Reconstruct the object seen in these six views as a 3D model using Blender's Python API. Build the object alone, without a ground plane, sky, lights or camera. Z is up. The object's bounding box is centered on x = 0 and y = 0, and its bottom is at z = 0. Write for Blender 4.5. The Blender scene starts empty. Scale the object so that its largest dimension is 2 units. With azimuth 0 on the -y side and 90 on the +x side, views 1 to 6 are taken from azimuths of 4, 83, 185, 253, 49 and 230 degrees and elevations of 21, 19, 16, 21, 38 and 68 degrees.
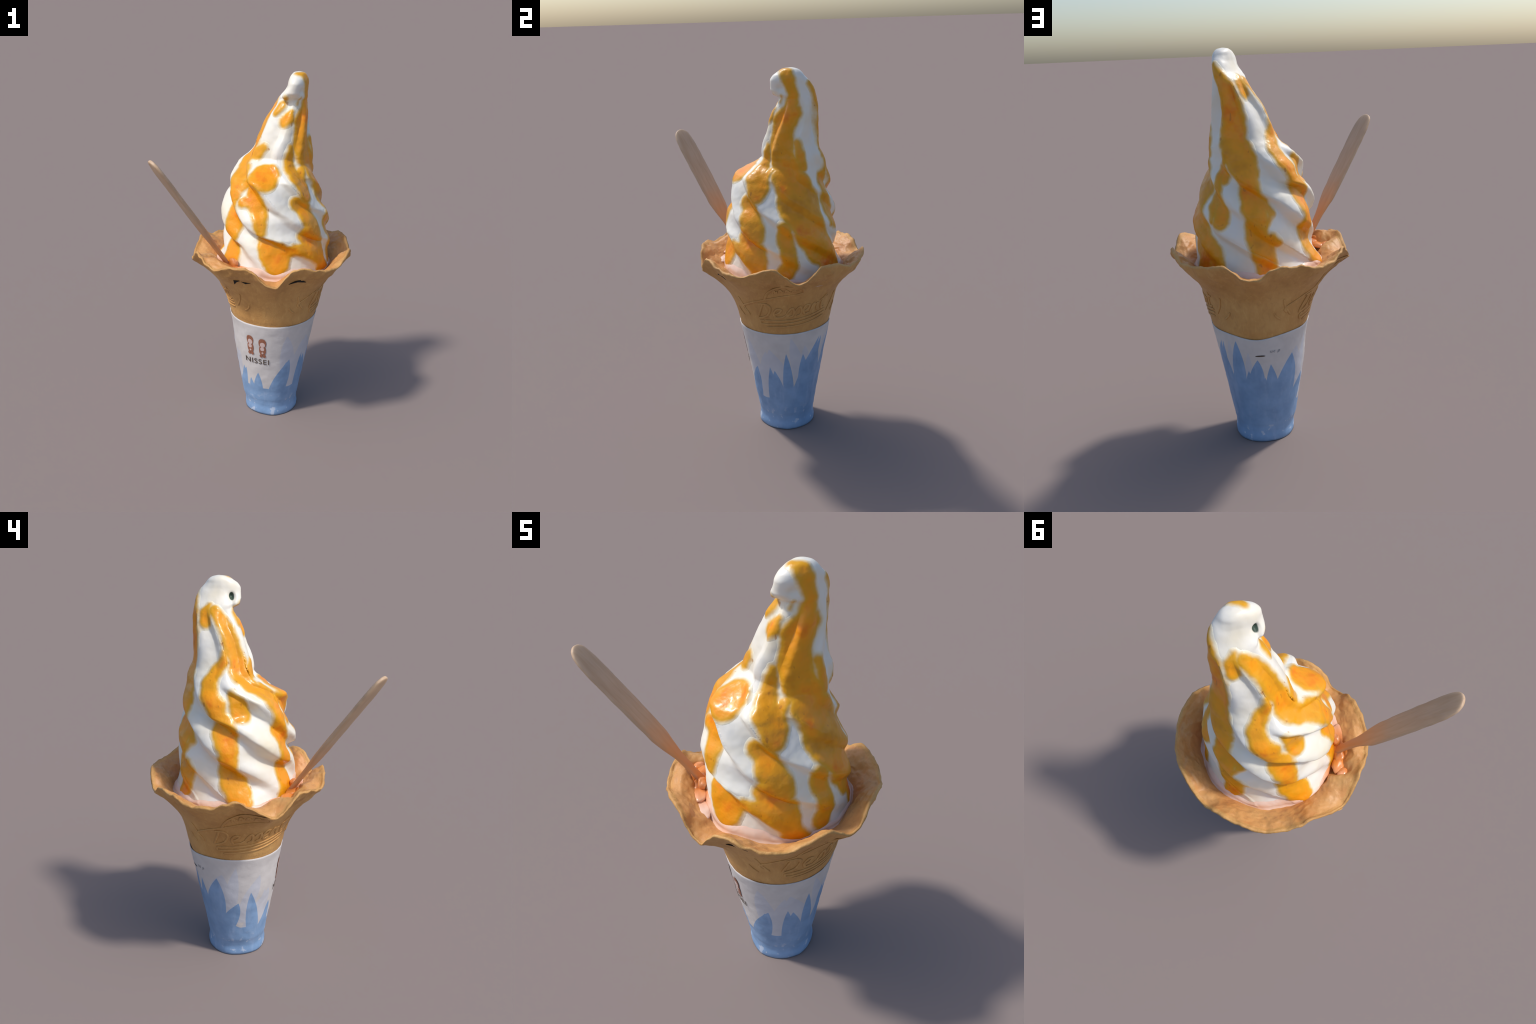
"""Soft-serve ice cream in a flared wafer cone with a printed paper sleeve,
amber fruit sauce running down the swirl and a flat wooden spoon.

All parts are modelled in a local frame whose z axis is the axis of the cone.
Angles are in degrees, 0 = +x, counter-clockwise seen from above."""
import bpy
import bmesh
import math
import random
import numpy as np
from mathutils import Vector, noise

random.seed(7)
AXIS = (0.083, 0.05)          # where the cone's axis stands on the ground


# ----------------------------------------------------------------- helpers
def periodic(table):
    """smooth periodic interpolation of rows (angle, value, ...) over 360 degrees"""
    t = np.array(sorted(table), float)
    a = np.concatenate([t[-3:, 0] - 360, t[:, 0], t[:3, 0] + 360])
    v = np.concatenate([t[-3:, 1:], t[:, 1:], t[:3, 1:]])
    return lambda th: np.stack([hermite(np.mod(th, 360), a, v[:, i]) for i in range(v.shape[1])], -1)


def hermite(x, xs, ys):
    """monotone-ish cubic interpolation (limited slopes), clamped at the ends"""
    xs, ys = np.asarray(xs, float), np.asarray(ys, float)
    h = np.diff(xs)
    s = np.diff(ys) / h
    m = np.zeros_like(ys)
    w1, w2 = 2 * h[1:] + h[:-1], h[1:] + 2 * h[:-1]
    same = s[1:] * s[:-1] > 0
    with np.errstate(divide="ignore", invalid="ignore"):
        m[1:-1] = np.where(same, (w1 + w2) / (w1 / s[:-1] + w2 / s[1:]), 0)
    m[0], m[-1] = s[0], s[-1]
    x = np.clip(np.asarray(x, float), xs[0], xs[-1])
    i = np.clip(np.searchsorted(xs, x) - 1, 0, len(xs) - 2)
    t = (x - xs[i]) / h[i]
    return ((1 + 2 * t) * (1 - t) ** 2 * ys[i] + t * (1 - t) ** 2 * h[i] * m[i]
            + t * t * (3 - 2 * t) * ys[i + 1] + t * t * (t - 1) * h[i] * m[i + 1])


def smooth(a, b, x):
    t = np.clip((x - a) / (b - a), 0, 1)
    return t * t * (3 - 2 * t)


def fbm(points, scale, octaves=3, offset=0.0):
    o = Vector((offset, offset * 1.7, offset * 2.3))
    return np.array([noise.fractal(Vector(p) * scale + o, 1.0, 2.0, octaves) for p in points])


def mesh_object(name, verts, faces, material, parent, smooth_shade=True):
    me = bpy.data.meshes.new(name)
    me.from_pydata(np.asarray(verts, float).tolist(), [], faces)
    me.materials.append(material)
    if smooth_shade:
        me.polygons.foreach_set("use_smooth", [True] * len(me.polygons))
    me.update()
    ob = bpy.data.objects.new(name, me)
    bpy.context.scene.collection.objects.link(ob)
    ob.parent = parent
    return ob


def grid_faces(rows, cols, keep=None):
    """quads of a grid closed in the column direction"""
    i = np.arange(rows - 1)[:, None]
    j = np.arange(cols)[None, :]
    k = (j + 1) % cols
    q = np.stack([i * cols + j, i * cols + k, (i + 1) * cols + k, (i + 1) * cols + j], -1).reshape(-1, 4)
    if keep is not None:
        q = q[keep.reshape(-1)[q].any(1)]
    return q


def grid_normals(P):
    """unit normals of a (rows, cols, 3) grid closed in columns, pointing outwards"""
    du = np.roll(P, -1, 1) - np.roll(P, 1, 1)
    dv = np.gradient(P, axis=0)
    n = np.cross(du, dv)
    return n / np.maximum(np.linalg.norm(n, axis=-1, keepdims=True), 1e-9)


# --------------------------------------------------------------- materials
class Nodes:
    """small helper to write node trees as expressions"""

    def __init__(self, tree):
        self.t = tree

    def put(self, value, socket):
        if isinstance(value, bpy.types.NodeSocket):
            self.t.links.new(value, socket)
        elif value is not None:
            socket.default_value = value

    def math(self, op, a, b=None, c=None, clamp=False):
        n = self.t.nodes.new("ShaderNodeMath")
        n.operation, n.use_clamp = op, clamp
        for v, s in zip((a, b, c), n.inputs):
            self.put(v, s)
        return n.outputs[0]

    def vec(self, op, a, b=None, scale=None):
        n = self.t.nodes.new("ShaderNodeVectorMath")
        n.operation = op
        self.put(a, n.inputs[0])
        self.put(b, n.inputs[1])
        if scale is not None:
            self.put(scale, n.inputs["Scale"])
        return n.outputs["Value" if op in ("DOT_PRODUCT", "LENGTH", "DISTANCE") else "Vector"]

    def noise(self, vector, scale, detail=3.0, rough=0.55, distortion=0.0):
        n = self.t.nodes.new("ShaderNodeTexNoise")
        self.put(vector, n.inputs["Vector"])
        n.inputs["Scale"].default_value = scale
        n.inputs["Detail"].default_value = detail
        n.inputs["Roughness"].default_value = rough
        n.inputs["Distortion"].default_value = distortion
        return n.outputs["Fac"]

    def ramp(self, fac, stops):
        n = self.t.nodes.new("ShaderNodeValToRGB")
        e = n.color_ramp.elements
        while len(e) < len(stops):
            e.new(0.5)
        for el, (p, c) in zip(e, stops):
            el.position = p
            el.color = (*c, 1) if len(c) == 3 else c
        self.put(fac, n.inputs[0])
        return n.outputs[0]

    def mix(self, fac, a, b, mode="MIX"):
        n = self.t.nodes.new("ShaderNodeMix")
        n.data_type, n.blend_type = "RGBA", mode
        self.put(fac, n.inputs[0])
        self.put((*a, 1) if isinstance(a, tuple) and len(a) == 3 else a, n.inputs[6])
        self.put((*b, 1) if isinstance(b, tuple) and len(b) == 3 else b, n.inputs[7])
        return n.outputs[2]

    def step(self, x, lo, hi):
        n = self.t.nodes.new("ShaderNodeMapRange")
        n.interpolation_type = "SMOOTHSTEP"
        for v, s in zip((x, lo, hi, 0.0, 1.0), n.inputs):
            self.put(v, s)
        return n.outputs[0]

    def coords(self, which="Object"):
        return self.t.nodes.new("ShaderNodeTexCoord").outputs[which]

    def mapping(self, vector, scale):
        n = self.t.nodes.new("ShaderNodeMapping")
        self.put(vector, n.inputs["Vector"])
        n.inputs["Scale"].default_value = scale
        return n.outputs[0]

    def bump(self, height, strength, distance):
        n = self.t.nodes.new("ShaderNodeBump")
        n.inputs["Strength"].default_value = strength
        n.inputs["Distance"].default_value = distance
        self.put(height, n.inputs["Height"])
        return n.outputs[0]


def material(name):
    m = bpy.data.materials.new(name)
    m.use_nodes = True
    n = Nodes(m.node_tree)
    return m, n, m.node_tree.nodes["Principled BSDF"].inputs


def ice_cream_material():
    m, n, p = material("milk_ice_cream")
    c = n.coords()
    tint = n.noise(c, 5.0, 2.0)
    fine = n.noise(c, 38.0, 3.0)
    col = n.ramp(tint, [(0.30, (0.79, 0.775, 0.73)), (0.50, (0.81, 0.775, 0.69)), (0.70, (0.79, 0.72, 0.57))])
    # dark green painted in the curled tip's eye, in place of a see-through hole
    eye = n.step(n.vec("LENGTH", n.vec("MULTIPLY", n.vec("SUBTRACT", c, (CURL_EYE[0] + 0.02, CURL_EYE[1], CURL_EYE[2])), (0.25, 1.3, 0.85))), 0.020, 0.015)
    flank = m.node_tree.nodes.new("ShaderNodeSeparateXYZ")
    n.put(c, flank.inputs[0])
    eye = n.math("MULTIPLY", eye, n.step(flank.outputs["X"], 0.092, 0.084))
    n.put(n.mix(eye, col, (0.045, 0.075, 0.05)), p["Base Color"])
    p["Roughness"].default_value = 0.42
    p["Subsurface Weight"].default_value = 0.12
    p["Subsurface Radius"].default_value = (0.03, 0.025, 0.018)
    p["Subsurface Scale"].default_value = 0.6
    n.put(n.bump(fine, 0.12, 0.006), p["Normal"])
    return m


def sauce_material(capsules):
    """amber sauce: the distance to the drips' centre lines turns thin yellow
    edges into a deeper orange body, with pulp flecks and a wet coat"""
    g = bpy.data.node_groups.new("drip_distance", "ShaderNodeTree")
    for nm, kind in (("Point", "NodeSocketVector"), ("Start", "NodeSocketVector"), ("Along", "NodeSocketVector"),
                     ("Inverse", "NodeSocketFloat"), ("Radius", "NodeSocketFloat"), ("Growth", "NodeSocketFloat"), ("So Far", "NodeSocketFloat")):
        g.interface.new_socket(nm, in_out="INPUT", socket_type=kind)
    g.interface.new_socket("Distance", in_out="OUTPUT", socket_type="NodeSocketFloat")
    k = Nodes(g)
    i, o = g.nodes.new("NodeGroupInput").outputs, g.nodes.new("NodeGroupOutput").inputs
    # (the tiny offset makes each step wait for the one before, so few values are alive at once)
    pa = k.vec("SUBTRACT", k.vec("ADD", i["Point"], k.vec("SCALE", (1e-7, 0, 0), scale=i["So Far"])), i["Start"])
    t = k.math("MULTIPLY", k.vec("DOT_PRODUCT", pa, i["Along"]), i["Inverse"], clamp=True)
    d = k.vec("LENGTH", k.vec("SUBTRACT", pa, k.vec("SCALE", i["Along"], scale=t)))
    d = k.math("SUBTRACT", d, k.math("MULTIPLY_ADD", i["Growth"], t, i["Radius"]))
    k.put(k.math("SMOOTH_MIN", d, i["So Far"], SMOOTH), o["Distance"])

    m, n, p = material("amber_fruit_sauce")
    c = n.coords()
    so_far = None
    for a, b, ra, rb in capsules:
        node = m.node_tree.nodes.new("ShaderNodeGroup")
        node.node_tree = g
        along = np.subtract(b, a)
        for nm, v in (("Point", c), ("Start", tuple(a)), ("Along", tuple(along)), ("Inverse", 1 / max(float(along @ along), 1e-6)),
                      ("Radius", ra), ("Growth", rb - ra), ("So Far", 1.0 if so_far is None else so_far)):
            n.put(v, node.inputs[nm])
        so_far = node.outputs[0]
    depth = n.math("MULTIPLY", so_far, -1.0)
    depth = n.math("MULTIPLY_ADD", n.math("SUBTRACT", n.noise(c, 22.0, 2.0), 0.5), 0.018, depth)
    patch = n.noise(c, 7.0, 3.0, 0.6)
    body = n.ramp(patch, [(0.28, (0.60, 0.24, 0.006)), (0.43, (0.74, 0.31, 0.007)), (0.57, (0.85, 0.31, 0.006)), (0.74, (0.78, 0.155, 0.003))])
    col = n.mix(n.step(depth, 0.004, 0.040), (0.66, 0.36, 0.018), body)
    col = n.mix(n.step(depth, 0.020, -0.003), col, (0.81, 0.77, 0.63))
    fleck = n.step(n.noise(n.mapping(c, (1, 1, 0.6)), 42.0, 1.0), 0.70, 0.78)
    col = n.mix(n.math("MULTIPLY", fleck, 0.55), col, (0.42, 0.15, 0.015))
    n.put(col, p["Base Color"])
    p["Roughness"].default_value = 0.36
    p["Specular IOR Level"].default_value = 0.35
    p["Coat Weight"].default_value = 0.14
    p["Coat Roughness"].default_value = 0.10
    n.put(n.bump(n.noise(c, 30.0, 2.0), 0.35, 0.008), p["Normal"])
    return m


def wafer_material():
    m, n, p = material("baked_wafer")
    c = n.coords()
    big = n.noise(c, 6.0, 4.0, 0.6)
    streak = n.noise(n.mapping(c, (1, 1, 0.35)), 45.0, 4.0, 0.65, 0.6)
    col = n.ramp(big, [(0.28, (0.46, 0.225, 0.062)), (0.50, (0.56, 0.295, 0.090)), (0.72, (0.63, 0.355, 0.120))])
    col = n.mix(n.math("MULTIPLY", n.step(streak, 0.50, 0.75), 0.45), col, (0.42, 0.21, 0.07))
    col = n.mix(n.math("MULTIPLY", n.step(streak, 0.48, 0.28), 0.30), col, (0.75, 0.46, 0.17))
    n.put(col, p["Base Color"])
    p["Roughness"].default_value = 0.62
    pores = n.noise(c, 120.0, 3.0)
    n.put(n.bump(n.math("ADD", pores, streak), 0.4, 0.004), p["Normal"])
    return m


def soaked_wafer_material():
    """inside of the cone, soaked by sauce and melted cream"""
    m, n, p = material("soaked_wafer")
    c = n.coords()
    big = n.noise(c, 7.0, 4.0, 0.6)
    fibre = n.noise(c, 40.0, 4.0, 0.65, 0.8)
    col = n.ramp(big, [(0.30, (0.58, 0.315, 0.11)), (0.52, (0.60, 0.295, 0.095)), (0.72, (0.57, 0.24, 0.068))])
    col = n.mix(n.math("MULTIPLY", n.step(fibre, 0.50, 0.72), 0.4), col, (0.40, 0.175, 0.06))
    n.put(col, p["Base Color"])
    p["Roughness"].default_value = 0.5
    n.put(n.bump(fibre, 0.4, 0.005), p["Normal"])
    return m


def bounce_cream_material():
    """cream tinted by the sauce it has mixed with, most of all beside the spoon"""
    m, n, p = material("bounce_and_sauce_cream")
    c = n.coords()
    tint = n.noise(c, 8.0, 3.0)
    col = n.ramp(tint, [(0.30, (0.79, 0.62, 0.52)), (0.52, (0.78, 0.54, 0.42)), (0.72, (0.77, 0.43, 0.26))])  # peach imitates light bounced up from the wafer
    pool = n.step(n.math("MULTIPLY_ADD", tint, 0.10, n.vec("DISTANCE", c, (-0.27, -0.23, 0.97))), 0.26, 0.12)
    n.put(n.mix(pool, col, (0.74, 0.25, 0.05)), p["Base Color"])
    p["Roughness"].default_value = 0.3
    p["Coat Weight"].default_value = 0.3
    return m


def plain_material(name, colour, rough=0.6, grain=0.08, scale=40.0):
    m, n, p = material(name)
    f = n.noise(n.coords(), scale, 3.0)
    lo = tuple(v * (1 - grain) for v in colour)
    hi = tuple(min(1, v * (1 + grain)) for v in colour)
    n.put(n.ramp(f, [(0.3, lo), (0.7, hi)]), p["Base Color"])
    p["Roughness"].default_value = rough
    return m


def wood_material():
    m, n, p = material("pale_birch_wood")
    c = n.coords()
    # grain runs along the spoon: stretch the noise along its axis
    g = n.noise(n.mapping(c, (1.0, 1.0, 0.12)), 55.0, 4.0, 0.6, 0.4)
    stain = n.noise(c, 7.0, 2.0)
    col = n.ramp(g, [(0.30, (0.50, 0.335, 0.205)), (0.55, (0.55, 0.385, 0.25)), (0.75, (0.59, 0.42, 0.285))])
    # the end that was dipped in sauce is stained orange
    sep = m.node_tree.nodes.new("ShaderNodeSeparateXYZ")
    n.put(c, sep.inputs[0])
    dip = n.step(n.math("MULTIPLY_ADD", stain, 0.16, sep.outputs["Z"]), 0.36, 0.12)
    n.put(n.mix(n.math("MULTIPLY", dip, 0.75), col, (0.66, 0.29, 0.10)), p["Base Color"])
    p["Roughness"].default_value = 0.55
    n.put(n.bump(g, 0.3, 0.004), p["Normal"])
    return m


def paper_material():
    """white paper printed with a blue field of pointed leaves over paler leaves"""
    g = bpy.data.node_groups.new("printed_leaf", "ShaderNodeTree")
    for nm in ("Angle", "Height", "Base Angle", "Base Height", "Lean", "Length", "Width"):
        g.interface.new_socket(nm, in_out="INPUT", socket_type="NodeSocketFloat")
    g.interface.new_socket("Mask", in_out="OUTPUT", socket_type="NodeSocketFloat")
    k = Nodes(g)
    i, o = g.nodes.new("NodeGroupInput").outputs, g.nodes.new("NodeGroupOutput").inputs
    t = k.math("DIVIDE", k.math("SUBTRACT", i["Height"], i["Base Height"]), i["Length"])
    mid = k.math("MULTIPLY_ADD", i["Lean"], t, i["Base Angle"])
    off = k.math("ABSOLUTE", k.math("WRAP", k.math("SUBTRACT", i["Angle"], mid), 180.0, -180.0))
    up = k.math("MAXIMUM", t, 0.0)
    wide = k.math("MULTIPLY", i["Width"], k.math("SUBTRACT", 1.0, k.math("POWER", up, 2.2)))
    inside = k.step(k.math("SUBTRACT", wide, off), -0.25, 0.5)
    k.put(k.math("MULTIPLY", inside, k.math("GREATER_THAN", t, -1.0)), o["Mask"])

    m, n, p = material("printed_paper")
    c = n.coords()
    sep = m.node_tree.nodes.new("ShaderNodeSeparateXYZ")
    n.put(c, sep.inputs[0])
    x, y, z = sep.outputs
    angle = n.math("DEGREES", n.math("ARCTAN2", y, x))

    def leaves(table):
        total = None
        for tip_a, tip_z, base_a, base_z, width in table:
            node = m.node_tree.nodes.new("ShaderNodeGroup")
            node.node_tree = g
            lean = (tip_a - base_a + 180) % 360 - 180
            for nm, v in zip(("Angle", "Height", "Base Angle", "Base Height", "Lean", "Length", "Width"),
                             (angle, z, float(base_a), float(base_z), float(lean), float(tip_z - base_z), float(width))):
                n.put(v, node.inputs[nm])
            total = node.outputs[0] if total is None else n.math("MAXIMUM", total, node.outputs[0])
        return total

    wob = n.math("MULTIPLY_ADD", n.noise(c, 9.0, 1.0), 0.05, z)
    field = n.step(wob, 0.222, 0.219)
    # the plain blue field climbs higher round the back
    back = n.math("COSINE", n.math("RADIANS", n.math("SUBTRACT", angle, 70.0)))
    field = n.math("MAXIMUM", field, n.step(n.math("SUBTRACT", wob, n.math("MULTIPLY", back, 0.085)), 0.236, 0.233))
    blue = n.math("MAXIMUM", field, leaves(BLUE_LEAVES))
    pale = leaves(PALE_LEAVES)
    cloud = n.noise(c, 11.0, 4.0, 0.6)
    white = n.ramp(cloud, [(0.3, (0.555, 0.525, 0.51)), (0.7, (0.655, 0.62, 0.60))])
    pale_c = n.ramp(cloud, [(0.3, (0.50, 0.515, 0.575)), (0.7, (0.575, 0.58, 0.625))])
    blue_c = n.ramp(cloud, [(0.3, (0.175, 0.295, 0.485)), (0.7, (0.25, 0.395, 0.615))])
    col = n.mix(n.math("MULTIPLY", pale, 0.9), white, pale_c)
    faded = n.step(n.noise(n.mapping(c, (1, 1, 0.18)), 26.0, 3.0), 0.50, 0.72)
    blue_c = n.mix(n.math("MULTIPLY", faded, 0.35), blue_c, (0.36, 0.47, 0.66))
    col = n.mix(blue, col, blue_c)
    # rubbed spots near the foot where the print has worn off
    worn = n.math("MULTIPLY", n.step(n.noise(c, 24.0, 2.0), 0.60, 0.66), n.step(z, 0.20, 0.02))
    col = n.mix(n.math("MULTIPLY", worn, 0.6), col, (0.60, 0.64, 0.72))
    n.put(col, p["Base Color"])
    p["Roughness"].default_value = 0.55
    n.put(n.bump(n.noise(c, 60.0, 3.0), 0.2, 0.004), p["Normal"])
    return m


# ------------------------------------------------------------ paper sleeve
# printed leaves: tip angle, tip height, base angle, base height, half width (degrees)
BLUE_LEAVES = [
    (220, .325, 214, .15, 9), (233, .255, 236, .12, 8), (249, .305, 246, .13, 11), (302, .40, 283, .17, 17),
    (297, .385, 290, .20, 12), (327, .42, 329, .14, 11), (334, .40, 338, .20, 13), (352, .52, 356, .24, 9),
    (16, .505, 24, .24, 12), (41, .59, 22, .40, 7), (44, .50, 46, .22, 10), (45, .59, 34, .38, 7),
    (66, .61, 62, .36, 11), (91, .505, 87, .34, 12), (78, .44, 78, .22, 11), (100, .40, 97, .20, 10), (54, .43, 53, .20, 10), (47, .445, 44, .30, 8), (108, .475, 112, .24, 12),
    (138, .515, 129, .28, 18), (167, .365, 150, .22, 14), (184, .43, 190, .20, 11), (225, .318, 205, .12, 12),
]
PALE_LEAVES = [
    (293, .57, 299, .36, 13), (323, .52, 320, .36, 12), (206, .425, 207, .28, 9), (294, .57, 302, .38, 10),
    (329, .54, 340, .36, 16), (358, .62, 11, .40, 10), (18, .56, 20, .45, 7), (146, .545, 149, .38, 9),
    (56, .605, 53, .46, 6), (164, .595, 155, .36, 10), (196, .53, 182, .38, 11), (146, .545, 136, .47, 8),
    (214, .42, 199, .30, 14), (80, .55, 78, .42, 5), (308, .44, 306, .33, 8),
]
sleeve_profile = [(0.0, .1555), (.02, .157), (.055, .1525), (.10, .158), (.20, .1745), (.37, .2035), (.50, .2265), (.60, .2455), (.655, .2555)]


def sleeve_radius(z):
    return hermite(z, [a for a, _ in sleeve_profile], [b for _, b in sleeve_profile])


def sleeve_top(th):
    """height of the sleeve's cut edge: lower at the back where the overlap sits"""
    d = np.abs((th - 92 + 180) % 360 - 180)
    return 0.643 - 0.027 * np.exp(-(d / 26.0) ** 2) - 0.006 * np.cos(np.radians(th - 250))


def sleeve_point(th, z, out=0.0):
    th = np.asarray(th, float)
    a = np.radians(th)
    # faint flats where the paper is creased, plus a dented front
    r = sleeve_radius(z) * (1 + 0.008 * np.cos(5 * a + 0.6) * (1 - np.asarray(z))) + out
    r = r + 0.012 * np.clip(-np.cos(a - 0.15), 0, 1) ** 1.5 * smooth(0.02, 0.12, z) * smooth(0.60, 0.38, z)
    return np.stack([r * np.cos(a), r * np.sin(a), np.broadcast_to(z, r.shape)], -1)


def build_sleeve(parent, mat):
    cols, rows = 160, 60
    th = np.arange(cols) * 360 / cols
    t = np.linspace(0, 1, rows)[:, None]
    z = t * sleeve_top(th)[None, :]
    outer = sleeve_point(np.broadcast_to(th, z.shape), z)
    # shallow creases running round and across the paper
    flat = outer.reshape(-1, 3)
    crease = 0.0022 * fbm(flat, 9.0, 3, 3.1) + 0.002 * np.abs(fbm(flat, 16.0, 2, 8.0))
    ring = 0.0020 * np.exp(-((flat[:, 2] - 0.085) / 0.006) ** 2)
    nrm = flat * [1, 1, 0]
    nrm /= np.linalg.norm(nrm, axis=1, keepdims=True)
    outer = (flat + nrm * (crease - ring)[:, None]).reshape(outer.shape)
    inner = outer * [0.985, 0.985, 1.0]
    inner[0, :, 2] = 0.004
    P = np.concatenate([inner[:1], outer, inner[-1:], inner[-6:-5] * [0.975, 0.975, 1]])
    P[0] = inner[0] * [0.97, 0.97, 0.0]
    P[0][:, 2] = 0.0
    verts = P.reshape(-1, 3)
    faces = grid_faces(len(P), cols).tolist()
    centre = len(verts)
    verts = np.vstack([verts, [[0, 0, 0.0]]])
    faces += [[centre, (j + 1) % cols, j] for j in range(cols)]
    return mesh_object("paper_sleeve", verts, faces, mat, parent)


# -------------------------------------------------------------- wafer cone
# rim: angle, height, radius; four low outward lips between upright rounded petals
RIM = [(2, .986, .437), (7, .998, .436), (12.5, 1.036, .435), (18, 1.064, .436), (30, 1.060, .440), (44, 1.032, .447), (51, 1.030, .447),
       (63, 1.040, .443), (75, 1.056, .437), (82, 1.030, .436), (87, .996, .438), (94, .986, .440), (99.5, .998, .442), (107, 1.033, .444),
       (114, 1.040, .447), (122, 1.036, .452), (135, 1.014, .460), (149, 1.016, .463), (159, 1.038, .462), (165, 1.050, .462),
       (172, 1.025, .466), (180, .982, .472), (187.5, .955, .475), (192, .970, .474), (197, 1.006, .471), (206, 1.048, .468),
       (215, 1.040, .473), (222, 1.020, .476), (230, 1.012, .474), (244, 1.046, .466), (253, 1.053, .460), (259, 1.032, .457),
       (267, .977, .455), (274, .956, .454), (280, 1.010, .452), (285, 1.050, .450), (291, 1.058, .450), (299, 1.046, .454),
       (310, 1.023, .457), (320, 1.020, .454), (334, 1.053, .445), (345, 1.072, .440), (352, 1.034, .438), (356, 1.005, .437)]
rim = periodic([(a, z, r - 0.004 * (0.5 + 0.5 * math.cos(math.radians(a - 40))) ** 2) for a, z, r in RIM])
WALL_Z = [.55, .60, .65, .70, .75, .80, .85, .90, .95, 1.0, 1.05, 1.10]
WALL_R = [.225, .2385, .2525, .263, .277, .296, .321, .351, .381, .404, .420, .430]
LIPS = (2.0, 94.0, 187.5, 274.0)
CONE_FOOT = 0.56
BED = (0.308, 0.938)           # radius and height where the inside meets the ice cream


def cone_radius(th, z):
    """outer radius of the flared wafer at angle th (degrees) and height z"""
    top = rim(th)
    f = np.clip((z - 0.70) / (top[..., 0] - 0.70), 0, 1.1)
    r = hermite(z, WALL_Z, WALL_R)
    r = r + (top[..., 1] - hermite(top[..., 0], WALL_Z, WALL_R)) * f ** 3
    # the +x side stands steeper than the rest
    r = r - 0.026 * (0.5 + 0.5 * np.cos(np.radians(th - 25))) ** 1.3 * np.exp(-((z - 0.865) / 0.09) ** 2)
    # the wall is hollow below the petals that flank each lip
    for lip in LIPS:
        for side in (-19.0, 19.0):
            d = (th - lip - side + 180) % 360 - 180
            r = r - 0.017 * np.exp(-(d / 13.0) ** 2) * np.exp(-((z - 0.945) / 0.05) ** 2)
    return r


def cone_point(th, z, out=0.0):
    th, z = np.broadcast_arrays(np.asarray(th, float), np.asarray(z, float))
    a = np.radians(th)
    r = cone_radius(th, z) + out
    return np.stack([r * np.cos(a), r * np.sin(a), z], -1)


def build_cone(parent, mat):
    cols, rows = 360, 90
    th = np.arange(cols) * 360 / cols
    top = rim(th)[:, 0]
    t = np.linspace(0, 1, rows)[:, None]
    z = CONE_FOOT + t * (top - CONE_FOOT)[None, :]
    TH = np.broadcast_to(th, z.shape)
    outer = cone_point(TH, z)
    # inside, the wafer slopes from the lip to the bed the ice cream sits in
    lip_r = rim(th)[:, 1] - 0.017
    r_in = BED[0] + t * (lip_r - BED[0])[None, :]
    z_in = BED[1] + (t ** 1.12) * (top - BED[1])[None, :]
    # one petal is crumpled: a rounded fold with a crack beside it
    def near(angle, width):
        return np.exp(-(((TH - angle + 180) % 360 - 180) / width) ** 2)
    mid = np.sin(np.pi * t) ** 1.3
    z_in = z_in + mid * (0.014 + 0.050 * near(226, 13) + 0.034 * near(191, 11) - 0.045 * near(206, 4.5) + 0.012 * near(44, 9))
    r_in = r_in - mid * 0.02 * near(191, 11)
    a = np.radians(TH)
    inner = np.stack([r_in * np.cos(a), r_in * np.sin(a), z_in], -1)
    bulge = cone_point(th, top, -0.008) + [0, 0, 0.007]
    flat = np.concatenate([outer.reshape(-1, 3), bulge.reshape(-1, 3), inner.reshape(-1, 3)])
    nrm = flat * [1, 1, 0]
    nrm /= np.linalg.norm(nrm, axis=1, keepdims=True)
    d = 0.0022 * fbm(flat, 7.0, 3, 1.3) + 0.0012 * fbm(flat, 28.0, 2, 5.0)
    d = d * (1 + 1.6 * np.clip((flat[:, 2] - 0.9) / 0.1, 0, 1))
    d[rows * cols + cols:] += 0.010 * fbm(flat[rows * cols + cols:], 11.0, 3, 21.0) * np.repeat(np.sin(np.pi * t[:, 0]), cols)
    d = d * smooth(0.62, 0.70, flat[:, 2]) - 0.004 * smooth(0.67, 0.64, flat[:, 2])
    # nibbled, uneven lip
    lip = np.clip((flat[:, 2] - 0.9) / 0.1, 0, 1)
    flat = flat + nrm * (d * (0.5 + 0.8 * lip))[:, None]
    flat[:, 2] += 0.010 * lip * fbm(flat, 17.0, 3, 9.0)
    k = rows * cols
    P = np.concatenate([flat[:k].reshape(rows, cols, 3), flat[k:k + cols].reshape(1, cols, 3), flat[k + cols:].reshape(rows, cols, 3)[::-1]])
    verts = P.reshape(-1, 3)
    ob = mesh_object("wafer_cone", verts, grid_faces(len(P), cols).tolist(), mat, parent)
    ob.data.materials.append(soaked_wafer_material())
    row = np.arange(len(ob.data.polygons)) // cols
    ob.data.polygons.foreach_set("material_index", (row > rows + 6).astype(np.int32))
    return ob


def wrap_mesh(me, place):
    """bend a flat mesh (x right, y up, z out) onto a curved surface"""
    for v in me.vertices:
        v.co = Vector(place(v.co.x, v.co.y, v.co.z))
    me.update()


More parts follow.
